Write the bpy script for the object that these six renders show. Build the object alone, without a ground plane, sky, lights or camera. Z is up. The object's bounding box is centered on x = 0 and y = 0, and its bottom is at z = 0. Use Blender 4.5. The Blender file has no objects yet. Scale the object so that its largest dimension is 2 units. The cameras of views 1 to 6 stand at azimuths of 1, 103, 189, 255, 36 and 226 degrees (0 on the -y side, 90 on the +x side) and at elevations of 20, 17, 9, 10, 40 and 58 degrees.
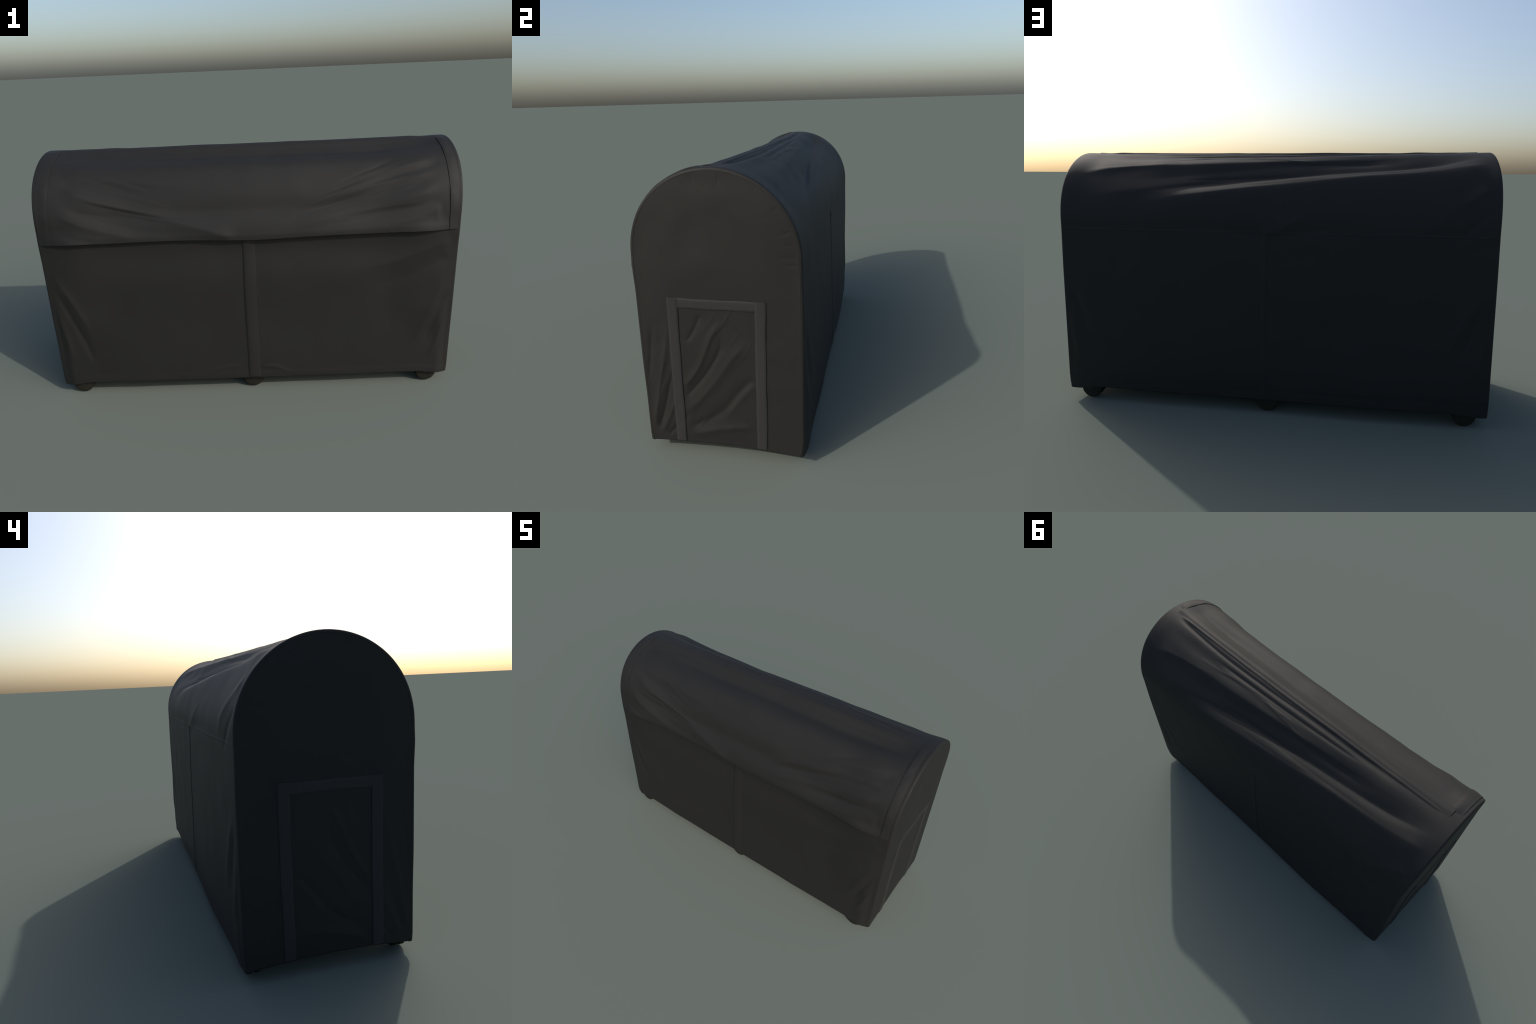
"""Fabric cover with an arched roof, draped over a wheeled cart.
Metres, z up.  x runs along the length, -y is the front (with the flap)."""
import bpy, math
import numpy as np

# ------------------------------------------------------------------ sizes
HALF_X = 0.986            # half length, at the corner edges
R = 0.330                 # radius of the end hoops
ZC = 0.873                # height at which the arch springs
Y_OFF = 0.004             # the arch sits a little to the back
HEM_Z = 0.055
ARC = R * math.pi / 2     # arc length ridge -> spring line
S_HEM = ARC + ZC - HEM_Z  # distance ridge -> hem measured over the cloth


def smooth(a, b, v):
    t = np.clip((v - a) / (b - a), 0.0, 1.0)
    return t * t * (3 - 2 * t)


def gauss(v, c, w):
    return np.exp(-((v - c) / w) ** 2)


# ------------------------------------------------------------------ folds
def spline(points, n=48):
    """Catmull-Rom line through a few hand-placed points."""
    p = np.array(points, float)
    p = np.vstack([2 * p[0] - p[1], p, 2 * p[-1] - p[-2]])
    out = []
    seg = len(p) - 3
    for i in range(seg):
        a, b, c, d = p[i:i + 4]
        t = np.linspace(0, 1, n // seg + 1)[:, None]
        out.append(.5 * (2 * b + (c - a) * t + (2 * a - 5 * b + 4 * c - d) * t ** 2
                         + (3 * b - a - 3 * c + d) * t ** 3))
    return np.vstack(out)


def fold(u, v, points, amp, width, width2=None, taper=(0.25, 0.25)):
    """A crest (amp > 0) or a valley (amp < 0) along a line in (u, v).
    width: falloff on the +v side, width2: on the -v side."""
    width2 = width2 or width
    q = spline(points, 14)
    q = q[np.concatenate([[True], np.linalg.norm(np.diff(q, axis=0), axis=1) > 1e-6])]
    n = len(q) - 1
    best = np.full(u.shape, 1e9)
    sgn = np.ones(u.shape)
    tt = np.zeros(u.shape)
    for k in range(n):
        a, d = q[k], q[k + 1] - q[k]
        L2 = d @ d
        w = np.clip(((u - a[0]) * d[0] + (v - a[1]) * d[1]) / L2, 0, 1)
        du, dv = u - a[0] - w * d[0], v - a[1] - w * d[1]
        d2 = du * du + dv * dv
        side = (d[0] * dv - d[1] * du) * (1 if d[0] >= 0 else -1)
        m = d2 < best
        best[m] = d2[m]
        sgn[m] = side[m]
        tt[m] = ((k + w) / n)[m]
    w = np.where(sgn > 0, width, width2)
    e = np.ones(u.shape)
    if taper[0] > 0:
        e = e * smooth(-0.001, taper[0], tt)
    if taper[1] > 0:
        e = e * smooth(-0.001, taper[1], 1 - tt)
    crisp = np.exp(-(np.sqrt(best + (.22 * w) ** 2) - .22 * w) / (.75 * w))
    return amp * e * (.45 * np.exp(-best / (w * w)) + .55 * crisp)


def value_noise(u, v, seed):
    """Smooth 2-D value noise, about -1..1."""
    rng = np.random.default_rng(seed)
    tab = rng.uniform(-1, 1, (64, 64))
    iu, iv = np.floor(u).astype(int), np.floor(v).astype(int)
    fu, fv = u - iu, v - iv
    fu, fv = fu * fu * (3 - 2 * fu), fv * fv * (3 - 2 * fv)
    g = lambda a, b: tab[a % 64, b % 64]
    return ((g(iu, iv) * (1 - fu) + g(iu + 1, iv) * fu) * (1 - fv)
            + (g(iu, iv + 1) * (1 - fu) + g(iu + 1, iv + 1) * fu) * fv)


# ------------------------------------------------------- the draped surface
# (x, s): s is the distance over the cloth from the ridge, negative to the front
def wall(x, z, side):
    """Depth of the front (-1) or back (+1) wall at a height."""
    t = np.clip((ZC - z) / (ZC - HEM_Z), 0, 1)
    if side < 0:
        return R - 0.004 * smooth(0.05, 0.2, t) - 0.001 * t
    return R + 0.004 * smooth(.0, .3, t) - 0.004 * smooth(0.90, 1.0, t)


def base_point(x, s):
    a = np.abs(s)
    ang = np.clip(a / R, 0, math.pi / 2)
    side = np.sign(s)
    y = R * np.sin(ang)
    z = ZC + R * np.cos(ang)
    below = a > ARC
    zl = ZC - (a - ARC)
    yw = np.where(s < 0, wall(x, zl, -1), wall(x, zl, 1))
    y = np.where(below, yw, y)
    z = np.where(below, zl, z)
    return y * side + Y_OFF, z


def base_normal(x, s):
    ang = np.clip(np.abs(s) / R, 0, math.pi / 2)
    return np.sign(s) * np.sin(ang), np.cos(ang)


def sag(x, s):
    """Slack of the cloth between the two end hoops, along the normal."""
    q = HALF_X - np.abs(x)
    quick = 0.35 * smooth(.30, .12, -s)
    m = smooth(0.0, 0.42, q) * (1 - quick) + smooth(0.0, 0.14, q) * quick
    d = -0.004 * gauss(s, 0.008, 0.03)
    d = d - 0.022 * smooth(0.0, .065, -s) * smooth(.57, .44, -s) * smooth(1.0, .6, np.abs(x) * smooth(.2, .4, -s))
    d = d - 0.021 * gauss(s, -0.105, 0.042) * (1 - .5 * gauss(x, -.65, .2))
    d = d + 0.006 * gauss(s, -0.225, 0.05)
    d = d - 0.005 * gauss(s, -0.340, 0.06)
    d = d - 0.007 * gauss(s, -0.410, 0.05) * gauss(np.abs(x), .82, .13)
    d = d - 0.008 * gauss(s, -0.440, 0.06) * smooth(.85, .45, np.abs(x))
    d = d - 0.022 * gauss(s, 0.270, 0.165)
    d = d - 0.008 * gauss(s, 0.115, 0.045) * (1 - .6 * gauss(x, -.65, .2))
    return d * m


def back_folds(x, s):
    hoop = smooth(0.0, 0.07, HALF_X - np.abs(x))
    # upper shelf, the steep drop under it, and the long slanting shelf below
    d = fold(x, s, [(.94, .27), (.67, .205), (.35, .180), (.04, .155), (-.2, .13), (-.5, .095), (-.8, .06)], .008, .028, .060, (.10, .35))
    d = d + fold(x, s, [(-.95, .11), (-.74, .165), (-.47, .200), (-.17, .235), (.13, .28), (.43, .33), (.62, .365)], -.019, .026, .060, (.22, .30))
    d = d + fold(x, s, [(-.96, .20), (-.74, .235), (-.47, .265), (-.17, .300), (.13, .345), (.43, .39), (.62, .425)], .013, .080, .032, (.08, .30))
    d = d + fold(x, s, [(.85, .375), (.64, .355), (.42, .31), (.20, .25)], .006, .040, .050, (.3, .3))
    d = d + fold(x, s, [(.90, .030), (.53, .052), (.16, .050), (-.17, .038), (-.76, .032)], -.0085, .013, .012, (.08, .15))
    d = d + fold(x, s, [(.55, .095), (.16, .088), (-.2, .075), (-.5, .060)], -.0060, .011, .011, (.2, .2))
    d = d + fold(x, s, [(.50, .125), (.10, .112), (-.15, .120)], .0030, .012, .016, (.3, .3))
    d = d + fold(x, s, [(.16, .10), (.02, .125), (-.10, .135)], .0020, .009, .009, (.3, .3))
    d = d + fold(x, s, [(-.02, .12), (-.12, .145), (-.24, .150)], .0020, .009, .010, (.3, .3))
    d = d + fold(x, s, [(.67, .30), (.35, .245), (0, .190), (-.35, .155), (-.68, .125)], -.008, .045, .045, (.2, .2))
    # long soft creases that follow the slope between the hoops
    rng = np.random.default_rng(23)
    for k in range(16):
        x0, x1 = sorted(rng.uniform(-.92, .92, 2))
        if x1 - x0 < .35:
            continue
        s0 = rng.uniform(.06, .30)
        s1 = s0 + rng.uniform(.02, .10)
        d = d + fold(x, s, [(x0, s0), ((x0 + x1) / 2, (s0 + s1) / 2 + rng.uniform(-.015, .015)), (x1, s1)],
                     rng.choice([-1, 1]) * rng.uniform(.001, .0022), rng.uniform(.008, .016), rng.uniform(.008, .016), (.35, .35))
    # sagging line where the roof is sewn to the back panel
    d = d + fold(x, s, [(.55, .50), (.25, .535), (.0, .565), (-.25, .53), (-.55, .50)], -.003, .030, .040, (.3, .3))
    d = d + fold(x, s, [(-.95, .33), (-.80, .44), (-.70, .56)], .005, .030, .030, (.1, .5))
    d = d + fold(x, s, [(-.96, .43), (-.88, .50), (-.80, .60)], -.005, .020, .020, (.1, .5))
    d = d + fold(x, s, [(.03, .57), (-.12, .50), (-.28, .40)], .004, .030, .030, (.1, .5))
    # lower back corners
    for sx in (-1, 1):
        d = d + fold(x, s, [(sx * .955, .80), (sx * .90, .95), (sx * .84, 1.15)], -.005, .022, .022, (.3, .4))
        d = d + fold(x, s, [(sx * .93, .78), (sx * .85, .95), (sx * .77, 1.15)], .005, .025, .025, (.3, .4))
        d = d + fold(x, s, [(sx * .97, .90), (sx * .94, 1.05), (sx * .90, 1.22)], .004, .018, .018, (.3, .3))
    return d * hoop


def front_folds(x, s):
    """Lower front panel: tension folds from the bottom corners."""
    hoop = smooth(0.0, 0.05, HALF_X - np.abs(x))
    d = np.zeros(x.shape)
    d = d + fold(x, s, [(-.955, -.78), (-.90, -.92), (-.83, -1.12), (-.80, -1.25)], -.0050, .017, .017, (.3, .3))
    d = d + fold(x, s, [(-.945, -.72), (-.85, -.92), (-.78, -1.12)], .0042, .018, .018, (.3, .4))
    d = d + fold(x, s, [(-.965, -.85), (-.93, -1.05), (-.90, -1.22)], .0038, .015, .015, (.3, .3))
    d = d + fold(x, s, [(.955, -.85), (.90, -1.02), (.84, -1.20)], -.0048, .015, .015, (.3, .3))
    d = d + fold(x, s, [(.94, -.80), (.86, -1.02), (.78, -1.22)], .0040, .018, .018, (.3, .3))
    d = d + fold(x, s, [(.96, -.98), (.92, -1.12), (.88, -1.27)], .0038, .013, .013, (.3, .3))
    d = d + fold(x, s, [(.95, -.62), (.70, -.72), (.45, -.78)], .0040, .035, .035, (.1, .5))
    d = d + fold(x, s, [(.95, -.70), (.75, -.80), (.55, -.88)], -.0030, .035, .035, (.1, .5))
    # crease that runs down beside each corner post
    for sx in (-1, 1):
        d = d + fold(x, s, [(sx * .962, -.85), (sx * .958, -1.05), (sx * .955, -1.30)], -.0030, .009, .009, (.4, .1))
    # creases where the hem rides over the middle wheel
    d = d + fold(x, s, [(.04, -1.285), (.10, -1.275), (.20, -1.315)], .0022, .010, .012, (.2, .2))
    d = d + fold(x, s, [(-.05, -1.265), (-.14, -1.275), (-.25, -1.30)], .0014, .008, .010, (.2, .2))
    return d * hoop


def flap_folds(x, s):
    """Shallow V of tension folds on the front flap."""
    hoop = smooth(0.0, 0.16, 0.945 - np.abs(x))
    d = np.zeros(x.shape)
    # left: run down towards the middle of the bottom edge
    d = d + fold(x, s, [(-.92, -.235), (-.67, -.275), (-.40, -.30), (-.15, -.33)], .0055, .040, .028, (.18, .4))
    d = d + fold(x, s, [(-.91, -.275), (-.67, -.330), (-.40, -.37)], -.0050, .030, .030, (.18, .4))
    d = d + fold(x, s, [(-.90, -.305), (-.72, -.375), (-.45, -.455), (-.20, -.530), (-.05, -.578)], .0085, .036, .030, (.18, .12))
    d = d + fold(x, s, [(-.90, -.370), (-.75, -.445), (-.60, -.500), (-.40, -.545), (-.25, -.565)], -.0035, .030, .030, (.18, .2))
    d = d + fold(x, s, [(-.90, -.430), (-.78, -.485), (-.65, -.525), (-.52, -.555)], .0055, .028, .022, (.2, .2))
    d = d + fold(x, s, [(-.91, -.51), (-.80, -.550), (-.69, -.565)], -.0045, .022, .022, (.2, .3))
    # right
    d = d + fold(x, s, [(.93, -.205), (.81, -.245), (.60, -.285), (.30, -.33)], .0050, .036, .026, (.18, .4))
    d = d + fold(x, s, [(.92, -.245), (.81, -.285), (.66, -.310), (.40, -.35)], -.0045, .026, .026, (.18, .4))
    d = d + fold(x, s, [(.91, -.285), (.74, -.325), (.58, -.355), (.30, -.43), (.10, -.52)], .0055, .032, .026, (.18, .3))
    d = d + fold(x, s, [(.90, -.335), (.70, -.365), (.50, -.405), (.25, -.48)], -.0045, .024, .024, (.18, .3))
    d = d + fold(x, s, [(.91, -.365), (.78, -.415), (.60, -.450), (.35, -.50), (.15, -.56)], .0055, .030, .024, (.18, .3))
    d = d + fold(x, s, [(.91, -.410), (.80, -.455), (.62, -.495), (.40, -.53)], -.0045, .022, .022, (.18, .3))
    d = d + fold(x, s, [(.90, -.47), (.75, -.52), (.55, -.555)], .0035, .024, .024, (.2, .3))
    # little corner pucker at the lower right
    d = d + fold(x, s, [(.895, -.43), (.900, -.48), (.905, -.535)], -.0045, .012, .012, (.3, .3))
    d = d + fold(x, s, [(.870, -.45), (.872, -.50), (.880, -.545)], .0035, .012, .012, (.3, .3))
    # fine taut wrinkles that fan out from the middle of the bottom edge
    rng = np.random.default_rng(11)
    for k in range(22):
        side = 1 if k % 3 else -1
        t0, far = rng.uniform(.15, .60), rng.uniform(.70, .92)
        s_far = -rng.uniform(.18, .50)
        s_mid = -.57 + (s_far + .57) * t0 ** .8
        bow = rng.uniform(-.012, .012)
        f = fold(x, s, [(side * far * t0, s_mid), (side * far * (t0 + 1) / 2, (s_mid + s_far) / 2 + bow), (side * far, s_far)],
                 rng.choice([-1, 1]) * rng.uniform(.0010, .0022), rng.uniform(.006, .012), rng.uniform(.006, .012), (.4, .3))
        d = d + f
    # broad hollows higher up
    d = d + fold(x, s, [(-.85, -.14), (-.3, -.16), (.3, -.15), (.85, -.13)], -.0035, .035, .035, (.2, .2))
    d = d + fold(x, s, [(-.85, -.085), (-.3, -.10), (.4, -.10), (.88, -.07)], .0020, .025, .025, (.2, .2))
    return d * hoop


def hem_drop(x, s):
    """The hem line dips a little at the corners and over the wheels."""
    mid = smooth(0.985, 0.80, np.abs(x))
    return np.where(s < 0, 0.0185, 0.014) * mid - 0.002


def body(x, s):
    """Point on the draped body, and the cloth normal (y, z parts)."""
    y, z = base_point(x, s)
    ny, nz = base_normal(x, s)
    d = sag(x, s)
    d = d + np.where(s > -.02, back_folds(x, s), 0.0)
    d = d + np.where(s < -.50, front_folds(x, s), 0.0)
    # walls belly out towards the hem, away from the corner edges
    drop = np.clip((np.abs(s) - ARC) / (S_HEM - ARC), 0, 1)
    wallness = smooth(0, .07, HALF_X - np.abs(x)) * (0.75 + 0.25 * smooth(.05, .5, HALF_X - np.abs(x)))
    belly = np.where(s < 0, 0.010 * smooth(.05, .45, drop) + 0.017 * smooth(.40, 1.0, drop),
                     0.004 * smooth(.15, .5, drop) + 0.006 * smooth(.45, .85, drop))
    d = d + wallness * belly
    d = d + np.where(s > 0, 1, 0) * 0.007 * gauss(x, -.45, .28) * smooth(1.0, 1.3, s)
    # fuller next to the corner posts of the front
    d = d + np.where(s < 0, 1, 0) * 0.009 * gauss(np.abs(x), .84, .13) * smooth(.50, .60, -s) * smooth(1.15, .95, -s)
    d = d + 0.0012 * smooth(S_HEM - .045, S_HEM - .020, np.abs(s)) * smooth(0.0, .03, HALF_X - np.abs(x))
    d = d + 0.0012 * value_noise(x * 9 + 20, s * 9 + 20, 3) * smooth(0, .1, HALF_X - np.abs(x))
    # front panel lies back a little under the flap
    d = d - 0.009 * smooth(.30, .45, -s) * smooth(.80, .62, -s) * smooth(.15, .5, HALF_X - np.abs(x))
    z = z + hem_drop(x, s) * smooth(ARC, S_HEM, np.abs(s))
    return y + ny * d, z + nz * d, ny, nz


# ------------------------------------------------------------------ helpers
def new_object(name, mesh, parent):
    o = bpy.data.objects.new(name, mesh)
    bpy.context.scene.collection.objects.link(o)
    o.parent = parent
    return o


def grid_faces(rows, cols, closed=False):
    r, c = np.meshgrid(np.arange(rows - 1), np.arange(cols if closed else cols - 1), indexing="ij")
    c2 = (c + 1) % cols
    return np.stack([r * cols + c, r * cols + c2, (r + 1) * cols + c2, (r + 1) * cols + c], -1).reshape(-1, 4)


def mesh_from(name, verts, faces, material, normals=None, sharp=False):
    me = bpy.data.meshes.new(name)
    me.from_pydata(np.asarray(verts).reshape(-1, 3).tolist(), [], [list(map(int, f)) for f in faces])
    me.polygons.foreach_set("use_smooth", [not sharp] * len(me.polygons))
    me.materials.append(material)
    me.update()
    if normals is not None:
        me.normals_split_custom_set_from_vertices(np.asarray(normals).reshape(-1, 3).tolist())
    return me


def grid_normals(P):
    du = np.gradient(P, axis=0)
    dv = np.gradient(P, axis=1)
    n = np.cross(du, dv)
    return n / np.maximum(np.linalg.norm(n, axis=-1, keepdims=True), 1e-12)


# ---------------------------------------------------------------- materials
def node(nt, kind, **inputs):
    n = nt.nodes.new(kind)
    for k, v in inputs.items():
        n.inputs[k.replace("_", " ")].default_value = v
    return n


def cloth_material(name, dark, light, rough, weave=900.0, weave_strength=0.12, spec=0.5):
    m = bpy.data.materials.new(name)
    m.use_nodes = True
    nt = m.node_tree
    b = nt.nodes["Principled BSDF"]
    tc = nt.nodes.new("ShaderNodeTexCoord")
    big = node(nt, "ShaderNodeTexNoise", Scale=3.0, Detail=4.0, Roughness=0.55)
    fine = node(nt, "ShaderNodeTexNoise", Scale=160.0, Detail=3.0, Roughness=0.6)
    for t in (big, fine):
        nt.links.new(tc.outputs["Object"], t.inputs["Vector"])
    mix = nt.nodes.new("ShaderNodeMath"); mix.operation = "MULTIPLY_ADD"
    nt.links.new(big.outputs["Fac"], mix.inputs[0]); mix.inputs[1].default_value = 0.6
    half = nt.nodes.new("ShaderNodeMath"); half.operation = "MULTIPLY"; half.inputs[1].default_value = 0.4
    nt.links.new(fine.outputs["Fac"], half.inputs[0])
    nt.links.new(half.outputs[0], mix.inputs[2])
    ramp = nt.nodes.new("ShaderNodeValToRGB")
    ramp.color_ramp.elements[0].position = 0.30
    ramp.color_ramp.elements[1].position = 0.70
    ramp.color_ramp.elements[0].color = (*dark, 1)
    ramp.color_ramp.elements[1].color = (*light, 1)
    nt.links.new(mix.outputs[0], ramp.inputs["Fac"])
    nt.links.new(ramp.outputs["Color"], b.inputs["Base Color"])
    b.inputs["Roughness"].default_value = rough
    b.inputs["Specular IOR Level"].default_value = spec
    # crinkle and weave
    crinkle = node(nt, "ShaderNodeTexNoise", Scale=38.0, Detail=3.0, Roughness=0.6, Distortion=0.8)
    nt.links.new(tc.outputs["Object"], crinkle.inputs["Vector"])
    patch = node(nt, "ShaderNodeTexNoise", Scale=4.5, Detail=1.0)
    nt.links.new(tc.outputs["Object"], patch.inputs["Vector"])
    pr = nt.nodes.new("ShaderNodeMapRange")
    pr.inputs["From Min"].default_value = 0.45; pr.inputs["From Max"].default_value = 0.70
    nt.links.new(patch.outputs["Fac"], pr.inputs["Value"])
    cm = nt.nodes.new("ShaderNodeMath"); cm.operation = "MULTIPLY"
    nt.links.new(crinkle.outputs["Fac"], cm.inputs[0]); nt.links.new(pr.outputs[0], cm.inputs[1])
    b1 = node(nt, "ShaderNodeBump", Strength=0.22, Distance=0.004)
    nt.links.new(cm.outputs[0], b1.inputs["Height"])
    wv = node(nt, "ShaderNodeTexNoise", Scale=weave, Detail=1.0)
    nt.links.new(tc.outputs["Object"], wv.inputs["Vector"])
    b2 = node(nt, "ShaderNodeBump", Strength=weave_strength, Distance=0.001)
    nt.links.new(wv.outputs["Fac"], b2.inputs["Height"])
    nt.links.new(b1.outputs["Normal"], b2.inputs["Normal"])
    nt.links.new(b2.outputs["Normal"], b.inputs["Normal"])
    return m


def webbing_material(name, axis):
    m = cloth_material(name, (.0245, .0243, .0245), (.0285, .0283, .0287), 0.70, weave_strength=0.1, spec=.2)
    nt = m.node_tree
    b = nt.nodes["Principled BSDF"]
    tc = nt.nodes["Texture Coordinate"]
    w = node(nt, "ShaderNodeTexWave", Scale=95.0, Distortion=0.6, Detail=1.0)
    w.bands_direction = axis
    nt.links.new(tc.outputs["Object"], w.inputs["Vector"])
    bump = node(nt, "ShaderNodeBump", Strength=0.12, Distance=0.001)
    nt.links.new(w.outputs["Fac"], bump.inputs["Height"])
    nt.links.new(b.inputs["Normal"].links[0].from_socket, bump.inputs["Normal"])
    nt.links.new(bump.outputs["Normal"], b.inputs["Normal"])
    return m


def plastic_material(name, colour, rough):
    m = bpy.data.materials.new(name)
    m.use_nodes = True
    nt = m.node_tree
    b = nt.nodes["Principled BSDF"]
    tc = nt.nodes.new("ShaderNodeTexCoord")
    n = node(nt, "ShaderNodeTexNoise", Scale=40.0, Detail=3.0)
    nt.links.new(tc.outputs["Object"], n.inputs["Vector"])
    r = nt.nodes.new("ShaderNodeValToRGB")
    r.color_ramp.elements[0].color = (*[c * .85 for c in colour], 1)
    r.color_ramp.elements[1].color = (*[c * 1.15 for c in colour], 1)
    nt.links.new(n.outputs["Fac"], r.inputs["Fac"])
    nt.links.new(r.outputs["Color"], b.inputs["Base Color"])
    b.inputs["Roughness"].default_value = rough
    b.inputs["Specular IOR Level"].default_value = 0.2
    return m


CLOTH = cloth_material("cover_cloth", (.0124, .0122, .0114), (.0142, .0140, .0131), 0.66, spec=.28)
FLAP = cloth_material("flap_cloth", (.0130, .0128, .0121), (.0149, .0147, .0139), 0.66, spec=.28)
WEB_V = webbing_material("webbing_upright", "Z")
WEB_H = webbing_material("webbing_level", "Y")
RUBBER = plastic_material("wheel_rubber", (.016, .0155, .011), 0.7)
METAL = plastic_material("castor_plate", (.020, .020, .020), 0.5)

# ------------------------------------------------------------------ the thing
cover = bpy.data.objects.new("cart_cover", None)
bpy.context.scene.collection.objects.link(cover)
cover["label"] = "dark grey fabric cover with arched roof over wheeled cart"
cover["category"] = "grill cover"

# ---- body: columns along x, the last ones roll round the corner edges
N_ROLL = 7
N_X = 330
SEAM_RIDGE, SEAM_BACK = 0.0, ARC + 0.030


def corner_radius(s):
    return 0.009 + 0.005 * smooth(S_HEM - .04, S_HEM, np.abs(s))


def edge_x(s):
    """The hoops lean out a little towards the top."""
    return HALF_X + 0.010 * smooth(ARC * 1.05, ARC * .45, np.abs(s))


s_rows = np.concatenate([np.linspace(-S_HEM, SEAM_RIDGE, 300)[:-1],
                         np.linspace(SEAM_RIDGE, SEAM_BACK, 170)[:-1],
                         np.linspace(SEAM_BACK, S_HEM, 150)])
i_ridge, i_back = 299, 299 + 169
phi = np.linspace(0, math.pi / 2, N_ROLL + 1)[1:]
rad = corner_radius(s_rows)[:, None]
lin = np.linspace(-1, 1, N_X)[None, :]
ex = edge_x(s_rows)[:, None]
x_mid = lin * (ex - rad)
x_right = ex - rad + rad * np.sin(phi)[None, :]
inset_roll = rad * (1 - np.cos(phi))[None, :]
XX = np.concatenate([-x_right[:, ::-1], x_mid, x_right], 1)
INS = np.concatenate([inset_roll[:, ::-1], np.zeros_like(x_mid), inset_roll], 1)
SS = np.repeat(s_rows[:, None], XX.shape[1], 1)
YY, ZZ, NY, NZ = body(np.clip(XX * HALF_X / ex, -HALF_X, HALF_X), SS)
BODY = np.stack([XX, YY - NY * INS, ZZ - NZ * INS], -1)
# in-turned hem: a doubled edge, folded 30 mm up on the inside
def hem_rows(edge, inward):
    out = []
    for d, up in ((.0015, -.0018), (.004, -.0018), (.0055, .001), (.0060, .015), (.0060, .030)):
        q = edge.copy()
        q[:, 1] += inward * d
        q[:, 0] *= (HALF_X - d) / HALF_X
        q[:, 2] += up
        out.append(q)
    return np.array(out)


front_hem = hem_rows(BODY[0], 1.0)[::-1]
back_hem = hem_rows(BODY[-1], -1.0)
FULL = np.concatenate([front_hem, BODY, back_hem], 0)
NRM = grid_normals(FULL)
if NRM[len(FULL) // 2, FULL.shape[1] // 2, 2] < 0:
    NRM = -NRM
    flip = True
else:
    flip = False
nh = len(front_hem)


def body_piece(name, r0, r1):
    P, N = FULL[r0:r1 + 1], NRM[r0:r1 + 1]
    f = grid_faces(P.shape[0], P.shape[1])
    if not flip:
        f = f[:, ::-1]
    return new_object(name, mesh_from(name, P, f, CLOTH, N), cover)


body_piece("front_panel", 0, nh + i_ridge)
body_piece("roof_panel", nh + i_ridge, nh + i_back)
body_piece("back_panel", nh + i_back, len(FULL) - 1)

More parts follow.
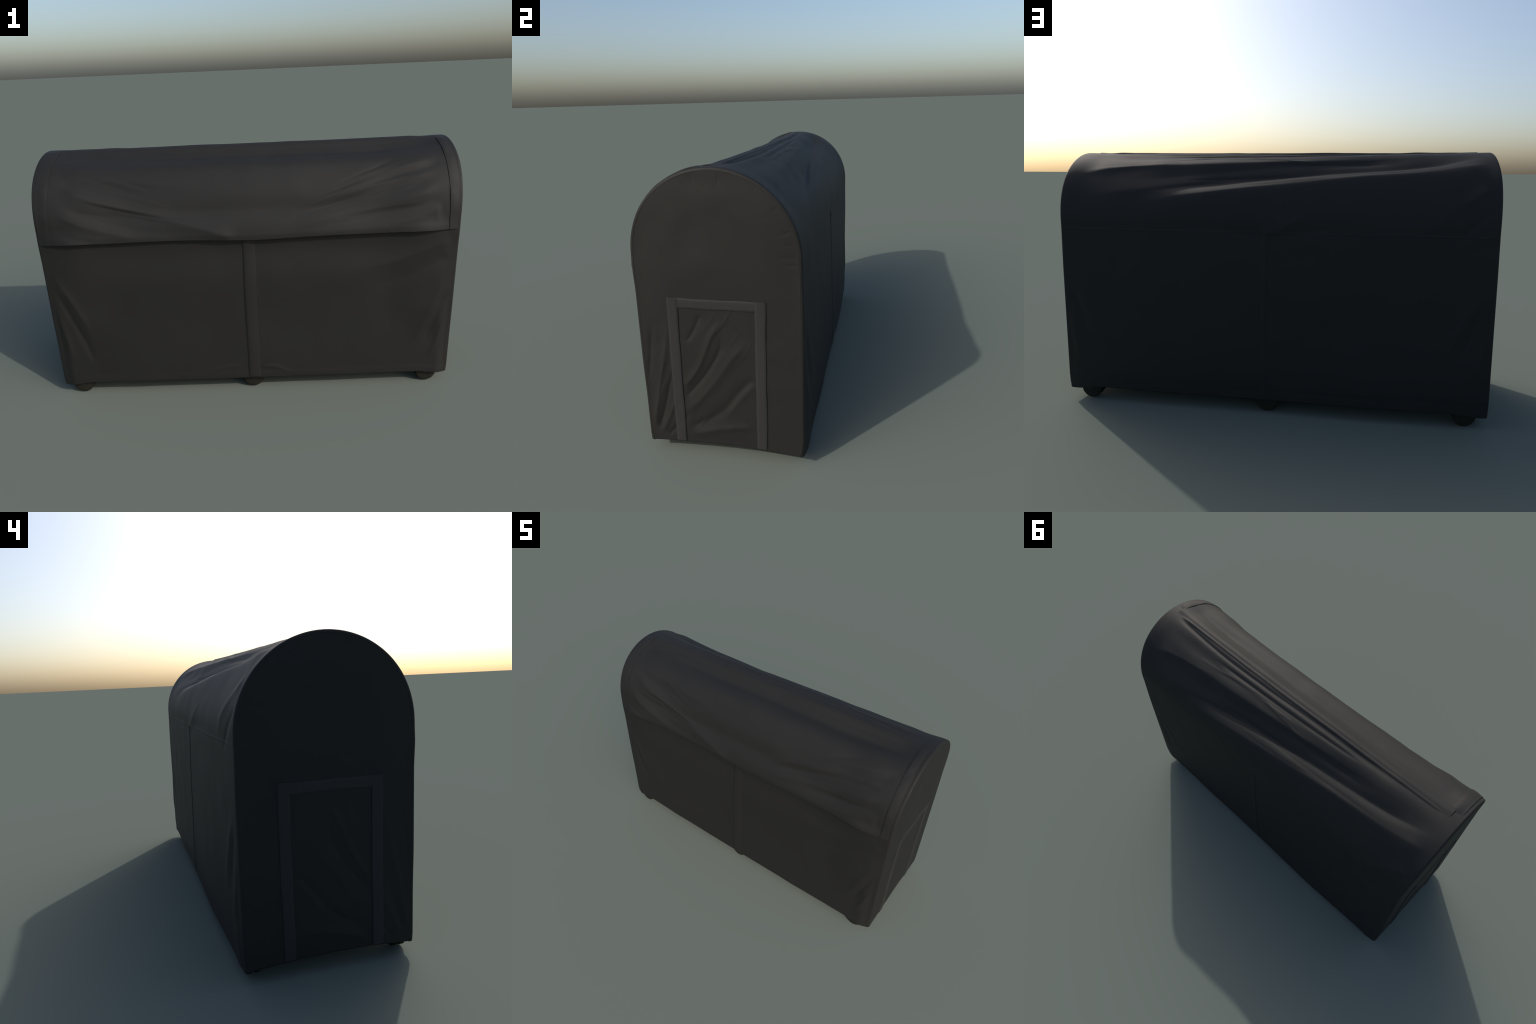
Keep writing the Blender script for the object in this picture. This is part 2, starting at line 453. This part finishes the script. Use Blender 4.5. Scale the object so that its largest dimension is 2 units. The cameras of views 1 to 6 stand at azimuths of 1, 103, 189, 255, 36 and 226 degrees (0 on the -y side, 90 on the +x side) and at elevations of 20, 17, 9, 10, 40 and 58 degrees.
# ---- end panels: rings shrinking from the corner edge to the middle
def end_bulge(y, z, sx):
    """Outward bulge and folds of an end panel (y, z in metres)."""
    inside = smooth(0.0, .07, R + .004 - np.abs(y - Y_OFF)) \
        * smooth(0.0, .10, ZC + R - z) * smooth(-.02, .10, z - HEM_Z)
    rim = np.hypot(y - Y_OFF, np.maximum(z - ZC, 0) * 1.0)
    inside = inside * smooth(0.0, .16, R + .004 - rim)
    d = inside * (0.002 + 0.006 * smooth(.6, .85, z))
    ang = np.arctan2(np.abs(y - Y_OFF), np.maximum(z - ZC, 1e-6))
    lean = np.where(z > ZC, 0.010 * smooth(1.05 * math.pi / 2, .45 * math.pi / 2, ang), 0.0)
    d = d + lean * smooth(R - .22, R - .0, rim)
    f = np.zeros(y.shape)
    k = 0.9 if sx > 0 else 0.5
    # folds that climb from the front bottom corner
    f = f + fold(y, z, [(-.300, .10), (-.262, .28), (-.215, .50), (-.205, .62)], .0060, .0144, .0144, (.15, .5))
    f = f + fold(y, z, [(-.280, .10), (-.235, .24), (-.190, .42)], -.0055, .0100, .0100, (.15, .4))
    f = f + fold(y, z, [(-.265, .09), (-.215, .20), (-.175, .33)], .0045, .0115, .0100, (.2, .4))
    f = f + fold(y, z, [(-.310, .30), (-.285, .46), (-.262, .62)], -.0040, .0108, .0108, (.3, .4))
    f = f + fold(y, z, [(-.240, .08), (-.19, .14), (-.12, .22)], -.0040, .0086, .0086, (.2, .4))
    # diagonal folds between the straps
    f = f + fold(y, z, [(-.150, .32), (-.08, .42), (-.02, .56), (.03, .63)], .0050, .0158, .0129, (.1, .3))
    f = f + fold(y, z, [(-.150, .27), (-.06, .38), (.00, .48), (.02, .56)], -.0050, .0129, .0129, (.1, .3))
    f = f + fold(y, z, [(-.150, .20), (-.03, .34), (.06, .47), (.13, .55)], .0050, .0216, .0216, (.1, .3))
    f = f + fold(y, z, [(-.140, .13), (.00, .22), (.08, .32), (.15, .40)], -.0060, .0216, .0216, (.1, .2))
    f = f + fold(y, z, [(.02, .20), (.09, .30), (.15, .37)], .0035, .0158, .0158, (.2, .2))
    f = f + fold(y, z, [(-.14, .10), (.00, .145), (.14, .17)], .0045, .0172, .0172, (.2, .2))
    f = f + fold(y, z, [(-.13, .52), (-.09, .58), (-.06, .65)], -.0035, .0100, .0100, (.2, .2))
    rng = np.random.default_rng(31 + (sx > 0))
    for n in range(26):
        if n % 2:      # between the straps, leaning to the back
            y0, z0 = rng.uniform(-.15, .04), rng.uniform(.10, .55)
            run = rng.uniform(.06, .16)
            pts = [(y0, z0), (y0 + run * .5, z0 + run * .55), (y0 + run * .9, z0 + run * 1.3)]
        else:          # beside the front strap, fanning from the bottom corner
            y0, z0 = rng.uniform(-.31, -.22), rng.uniform(.08, .40)
            run = rng.uniform(.10, .22)
            pts = [(y0, z0), (y0 + run * .14, z0 + run * .5), (y0 + run * .36, z0 + run)]
        w = rng.uniform(.005, .009)
        f = f + fold(y, z, pts, rng.choice([-1, 1]) * rng.uniform(.0005, .0013), w, w, (.35, .35))
    # small pleats along the arch seam
    for a, l in ((33, .03), (52, .04), (70, .07), (79, .05), (88, .08), (94, .06), (-12, .05), (-41, .03), (7, .06)):
        c, q = math.sin(math.radians(a)), math.cos(math.radians(a))
        f = f + fold(y, z, [(Y_OFF + c * (R - .02), ZC + q * (R - .02)), (Y_OFF + c * (R - .02 - l), ZC + q * (R - .02 - l))],
                     -.0011, .006, .006, (.1, .6))
    # hem pulled in under the middle
    f = f - 0.0015 * smooth(.12, .08, z) * gauss(y, 0, .2)
    f = f + 0.0010 * value_noise(y * 14 + 9, z * 14 + 9 + sx, 8)
    lock = smooth(0.0, .035, R + .002 - np.abs(y - Y_OFF)) * smooth(0.0, .04, R + .002 - rim)
    return d + f * k * lock


def end_hem_z(y, z):
    """Lift of the end hem towards the middle."""
    t = np.clip(1 - (np.abs(y - Y_OFF) / R) ** 2, 0, 1)
    return 0.017 * t * smooth(.25, .05, z)


def end_point(y, z, sx, lift=0.0):
    y, z = np.asarray(y, float), np.asarray(z, float)
    return np.stack([sx * (HALF_X + end_bulge(y, z, sx) + lift), y, z], -1)


def end_panel(sx):
    rim = (BODY[:, -1] if sx > 0 else BODY[:, 0]).copy()
    a, b = rim[0], rim[-1]
    n_bot = 110
    t = np.linspace(0, 1, n_bot + 2)[1:-1, None]
    bottom = b + (a - b) * t
    bottom[:, 2] += end_hem_z(bottom[:, 1], np.full(n_bot, HEM_Z))
    loop = np.vstack([rim, bottom])
    n_rim = len(rim)
    cy, cz = Y_OFF, .55
    rings = []
    for q in np.linspace(1, 0.004, 110) ** 1.0:
        y = cy + (loop[:, 1] - cy) * q
        z = cz + (loop[:, 2] - cz) * q
        P = end_point(y, z, sx)
        if q == 1.0:
            P[:n_rim] = rim
        rings.append(P)
    P = np.array(rings)
    # in-turned hem of the bottom edge
    f = grid_faces(P.shape[0], P.shape[1], closed=True)
    verts = P.reshape(-1, 3)
    cen = len(verts)
    verts = np.vstack([verts, end_point([cy], [cz], sx)])
    last = (P.shape[0] - 1) * P.shape[1]
    tri = [(last + i, last + (i + 1) % P.shape[1], cen) for i in range(P.shape[1])]
    faces = [tuple(q) for q in f] + tri
    base = len(verts)
    edge = np.vstack([rim[-1:], P[0, n_rim:], rim[:1]])
    idx = [n_rim - 1] + list(range(n_rim, len(loop))) + [0]
    rows = [idx]
    extra = []
    for d, up in ((.002, -.0018), (.005, -.001), (.006, .012), (.006, .030)):
        q = edge.copy()
        q[:, 0] -= sx * d
        q[:, 2] += up
        rows.append(list(range(base + len(extra), base + len(extra) + len(q))))
        extra.extend(q.tolist())
    verts = np.vstack([verts, np.array(extra)])
    for r0, r1 in zip(rows[:-1], rows[1:]):
        for i in range(len(r0) - 1):
            faces.append((r0[i + 1], r0[i], r1[i], r1[i + 1]))
    if sx < 0:
        faces = [tuple(reversed(q)) for q in faces]
    me = mesh_from("end_panel", verts, faces, CLOTH)
    o = new_object("end_panel", me, cover)
    # make outward
    n = np.mean([p.normal.x for p in list(me.polygons)[:2000]])
    if n * sx < 0:
        me.flip_normals()
    return o


def tube(name, path, radius, material, parent, sides=8):
    path = np.asarray(path, float)
    t = np.gradient(path, axis=0)
    t /= np.linalg.norm(t, axis=1, keepdims=True)
    ref = np.array([1.0, 0, 0])
    u = np.cross(t, ref); u /= np.linalg.norm(u, axis=1, keepdims=True)
    v = np.cross(t, u)
    a = np.linspace(0, 2 * math.pi, sides, endpoint=False)
    P = path[:, None] + radius * (u[:, None] * np.cos(a)[None, :, None] + v[:, None] * np.sin(a)[None, :, None])
    return new_object(name, mesh_from(name, P, grid_faces(len(path), sides, closed=True), material), parent)


for sx in (1, -1):
    end_panel(sx)
    # piping sewn into the seam, just inside the corner edge
    rim = (BODY[:, -1] if sx > 0 else BODY[:, 0])[::2].copy()
    c = np.array([0, Y_OFF, .6])
    d = rim - c; d[:, 0] = 0
    d /= np.linalg.norm(d, axis=1, keepdims=True)
    rim = rim - d * .0022
    rim[:, 0] -= sx * .0012
    tube("seam_piping", rim, .0020, CLOTH, cover)

# ---- sheets with a thickness that follow a surface
def slab(name, outer, inner, material, parent):
    """Closed sheet between two grids of points (rounded rim)."""
    rows, cols = outer.shape[:2]
    n = rows * cols
    verts = np.vstack([outer.reshape(-1, 3), inner.reshape(-1, 3)])
    f = grid_faces(rows, cols)
    faces = [tuple(q) for q in f] + [tuple(q[::-1] + n) for q in f]
    ring = [i for i in range(cols)] + [r * cols + cols - 1 for r in range(1, rows)] \
        + [(rows - 1) * cols + i for i in range(cols - 2, -1, -1)] + [r * cols for r in range(rows - 2, 0, -1)]
    for i, a in enumerate(ring):
        b = ring[(i + 1) % len(ring)]
        faces.append((b, a, a + n, b + n))
    me = mesh_from(name, verts, faces, material)
    import bmesh
    bm = bmesh.new(); bm.from_mesh(me)
    bmesh.ops.recalc_face_normals(bm, faces=bm.faces)
    for e in bm.edges:
        if len(e.link_faces) == 2 and e.calc_face_angle(0) > math.radians(50):
            e.smooth = False
    bm.to_mesh(me); bm.free()
    return new_object(name, me, parent)


# ---- front flap, sewn in at the ridge and hanging free at the bottom
FLAP_S0, FLAP_S1 = 0.012, -(ARC + ZC - .815)


def flap_bottom(x):
    """Slack lower edge: a little lower in the middle."""
    return FLAP_S1 + 0.006 * smooth(.5, .9, x) - .010 * gauss(x, .03, .22) + .004 * gauss(x, -.8, .12)


def flap_surface(x, s, lift):
    y, z, ny, nz = body(x, np.maximum(s, -2))
    # undo the dent of the panel behind it and hang clear towards the bottom
    free = smooth(.25, .60, -s)
    d = lift + flap_folds(x, s) + free * smooth(.0, .25, HALF_X - np.abs(x)) * (.014 + .003 * np.sin(x * 5.0) + .005 * smooth(.46, .58, -s)) + smooth(.49, .57, -s) * .008 * gauss(np.abs(x), .83, .09)
    y0, z0 = base_point(x, s)
    return np.stack([x, y + ny * d, z + nz * d], -1)


xs = np.linspace(-.936, .938, 300)
ts = np.linspace(0, 1, 150)
fx = np.repeat(xs[None], len(ts), 0)
fs = FLAP_S0 + (flap_bottom(fx) - FLAP_S0) * ts[:, None]
lift = 0.0035 * smooth(0, .05, ts)[:, None] + .0002 + 0.0012 * smooth(.93, .965, ts)[:, None] * np.ones_like(fx)
flap = slab("front_flap", flap_surface(fx, fs, lift), flap_surface(fx, fs, lift - .003), FLAP, cover)

# side bands of the flap, a doubled strip along each hoop
for sx in (1, -1):
    inner = .930 if sx > 0 else .915
    bx = np.linspace(inner, .974, 16)
    tb = np.linspace(0, 1, 120)
    gx = sx * np.repeat(bx[None], len(tb), 0)
    gs = -.012 + (flap_bottom(gx) - .001 + .012) * tb[:, None]
    rise = .0064 - .0034 * smooth(inner, .974, np.abs(gx)) + .0012 * np.sin(np.pi * np.clip((np.abs(gx) - inner) / .05, 0, 1)) \
        + .0012 * value_noise(gx * 30 + 40, gs * 22 + 40, 5)
    rise = -.003 + (rise + .003) * smooth(0, .08, tb)[:, None]
    slab("flap_side_band", flap_surface(gx, gs, rise), flap_surface(gx, gs, rise - .0042), FLAP, flap)

# ridge binding where flap and roof are sewn together
bx = np.linspace(-.955, .955, 260)
bt = np.linspace(0, 1, 9)
gx = np.repeat(bx[None], 9, 0)
gs = (.004 + .022 * bt)[:, None] + .003 * np.sin(gx * 3.1 + 1)
lf = -.0030 + .0022 * smooth(.955, .85, np.abs(gx)) + (.0056 * np.sin(np.pi * (.08 + .84 * bt))[:, None] + .0008 * value_noise(gx * 12 + 50, gs * 0 + 5, 6)) * smooth(.955, .80, np.abs(gx))
slab("ridge_binding", flap_surface(gx, gs, lf), flap_surface(gx, gs, lf - .003), CLOTH, cover)

# ---- placket down the middle of the front, seam strip down the back
zt = np.linspace(0, 1, 140)
px = np.array([-.030, -.027, -.021, -.012, .0, .012, .022, .028, .031])
pl = np.array([.0002, .0026, .0042, .0046, .0040, .0030, .0018, .0008, .0001])
gs = -(.50 + (S_HEM - .006 - .50) * zt)[:, None] * np.ones(len(px))[None]
gx = px[None] + .004 * (zt - .5)[:, None] + .0015 * np.sin(zt * 9)[:, None]


def on_body(x, s, lift):
    y, z, ny, nz = body(x, s)
    return np.stack([x, y + ny * lift, z + nz * lift], -1)


gl = np.repeat(pl[None], len(zt), 0)
slab("front_placket", on_body(gx, gs, gl), on_body(gx, gs, gl * 0 - .001), CLOTH, cover)
px = np.array([-.014, -.012, -.006, .002, .010, .013])
pl = np.array([.0002, .0018, .0030, .0028, .0016, .0002])
gs = (SEAM_BACK + (S_HEM - .006 - SEAM_BACK) * zt)[:, None] * np.ones(len(px))[None]
gx = px[None] + .006 + .004 * np.sin(zt * 3)[:, None]
gl = np.repeat(pl[None], len(zt), 0)
slab("back_seam", on_body(gx, gs, gl), on_body(gx, gs, gl * 0 - .001), CLOTH, cover)
# level seam between roof and back panel
sx_ = np.linspace(-.965, .965, 240)
gx = np.repeat(sx_[None], 5, 0)
gs = SEAM_BACK + np.array([-.006, -.004, 0, .004, .006])[:, None] + 0 * gx
gl = np.array([.0001, .0006, .0009, .0006, .0001])[:, None] + 0 * gx
slab("back_seam", on_body(gx, gs, gl), on_body(gx, gs, gl * 0 - .001), CLOTH, cover)

# ---- webbing straps on the ends: two uprights and a crosspiece
def strap(name, y0, z0, y1, z1, half, sx, lift, material, n=120):
    t = np.linspace(0, 1, n)
    cy, cz = y0 + (y1 - y0) * t, z0 + (z1 - z0) * t
    L = math.hypot(y1 - y0, z1 - z0)
    py, pz = -(z1 - z0) / L, (y1 - y0) / L
    w = np.array([-1, -.93, -.5, 0, .5, .93, 1])
    edge = np.array([-.0012, 0, .0003, .0004, .0003, 0, -.0012])
    half_t = half + .0006 * np.sin(t * 17 + sx)[:, None]
    wob = .0009 * np.sin(t * 7.0 + sx * 2)[:, None]
    gy = cy[:, None] + py * (w[None] * half_t + wob)
    gz = cz[:, None] + pz * (w[None] * half_t + wob)
    gz = gz + end_hem_z(gy, gz) * 0
    centre = end_point(cy, cz, sx)
    # the tape bridges the small folds: smoothed bulge along its length
    k = np.ones(31) / 31
    b = sx * centre[:, 0]
    b = np.convolve(np.pad(b, 15, mode="edge"), k, "valid")
    local = sx * end_point(gy, gz, sx)[..., 0]
    off = np.maximum(b[:, None], local) * .85 + local * .15
    o = np.stack([sx * (off + lift + edge[None]), gy, gz], -1)
    i = np.stack([sx * (off - .004 + 0 * gy), gy, gz], -1)
    return slab(name, o, i, material, cover)


for sx in (1, -1):
    lo = HEM_Z + .013
    strap("webbing_strap", -.172, .708, -.179 if sx > 0 else -.171, lo + .002, .0215, sx, .0036, WEB_V)
    strap("webbing_strap", .176, .710, .166 if sx > 0 else .170, lo + .004, .0210, sx, .0036, WEB_V)
    strap("webbing_strap", -.165, .6865, .168, .6875, .0205, sx, .0026, WEB_H, 80)

# ---- castors: twin wheels, hub and plate
import bmesh


def lathe(name, profile, sides, material):
    """profile: (radius, y) pairs, spun round the y axis."""
    a = np.linspace(0, 2 * math.pi, sides, endpoint=False) + math.pi / sides
    P = np.array([[(r * math.sin(t), y, r * math.cos(t)) for t in a] for r, y in profile])
    f = [tuple(q) for q in grid_faces(len(profile), sides, closed=True)]
    me = mesh_from(name, P, f, material)
    bm = bmesh.new(); bm.from_mesh(me)
    bmesh.ops.holes_fill(bm, edges=[e for e in bm.edges if e.is_boundary], sides=0)
    bmesh.ops.recalc_face_normals(bm, faces=bm.faces)
    for e in bm.edges:
        if len(e.link_faces) == 2 and e.calc_face_angle(0) > math.radians(25):
            e.smooth = False
    bm.to_mesh(me); bm.free()
    return me


W = .013
wheel_me = lathe("wheel", [(.020, -W), (.043, -W), (.0475, -W + .0015), (.0515, -W + .006), (.0515, W - .006),
                           (.0475, W - .0015), (.043, W), (.020, W)], 14, RUBBER)
hub_me = lathe("hub", [(.012, -.032), (.016, -.030), (.016, .030), (.012, .032)], 16, METAL)


def box(name, sx, sy, sz, material, bevel):
    me = bpy.data.meshes.new(name)
    bm = bmesh.new()
    bmesh.ops.create_cube(bm, size=1)
    bmesh.ops.scale(bm, vec=(sx, sy, sz), verts=bm.verts)
    bmesh.ops.bevel(bm, geom=list(bm.edges), offset=bevel, segments=2, affect="EDGES")
    bm.to_mesh(me); bm.free()
    me.materials.append(material)
    return me


plate_me = box("castor_plate", .075, .050, .010, METAL, .002)
for cx in (-.890, -.004, .881):
    for sy in (-1, 1):
        c = bpy.data.objects.new("castor", None)
        bpy.context.scene.collection.objects.link(c)
        c.parent = cover
        c.location = (cx, sy * .292, .0505)
        for oy in (-.0160, .0160):
            w = new_object("wheel", wheel_me, c)
            w.location = (0, oy, 0)
        new_object("hub", hub_me, c)
        p = new_object("plate", plate_me, c)
        p.location = (0, -sy * .004, .060)

# floor of the cart, just above the hem, that carries the castors
fl = new_object("cart_floor", box("cart_floor", 1.93, .61, .016, METAL, .003), cover)
fl.location = (0, Y_OFF, .1235)
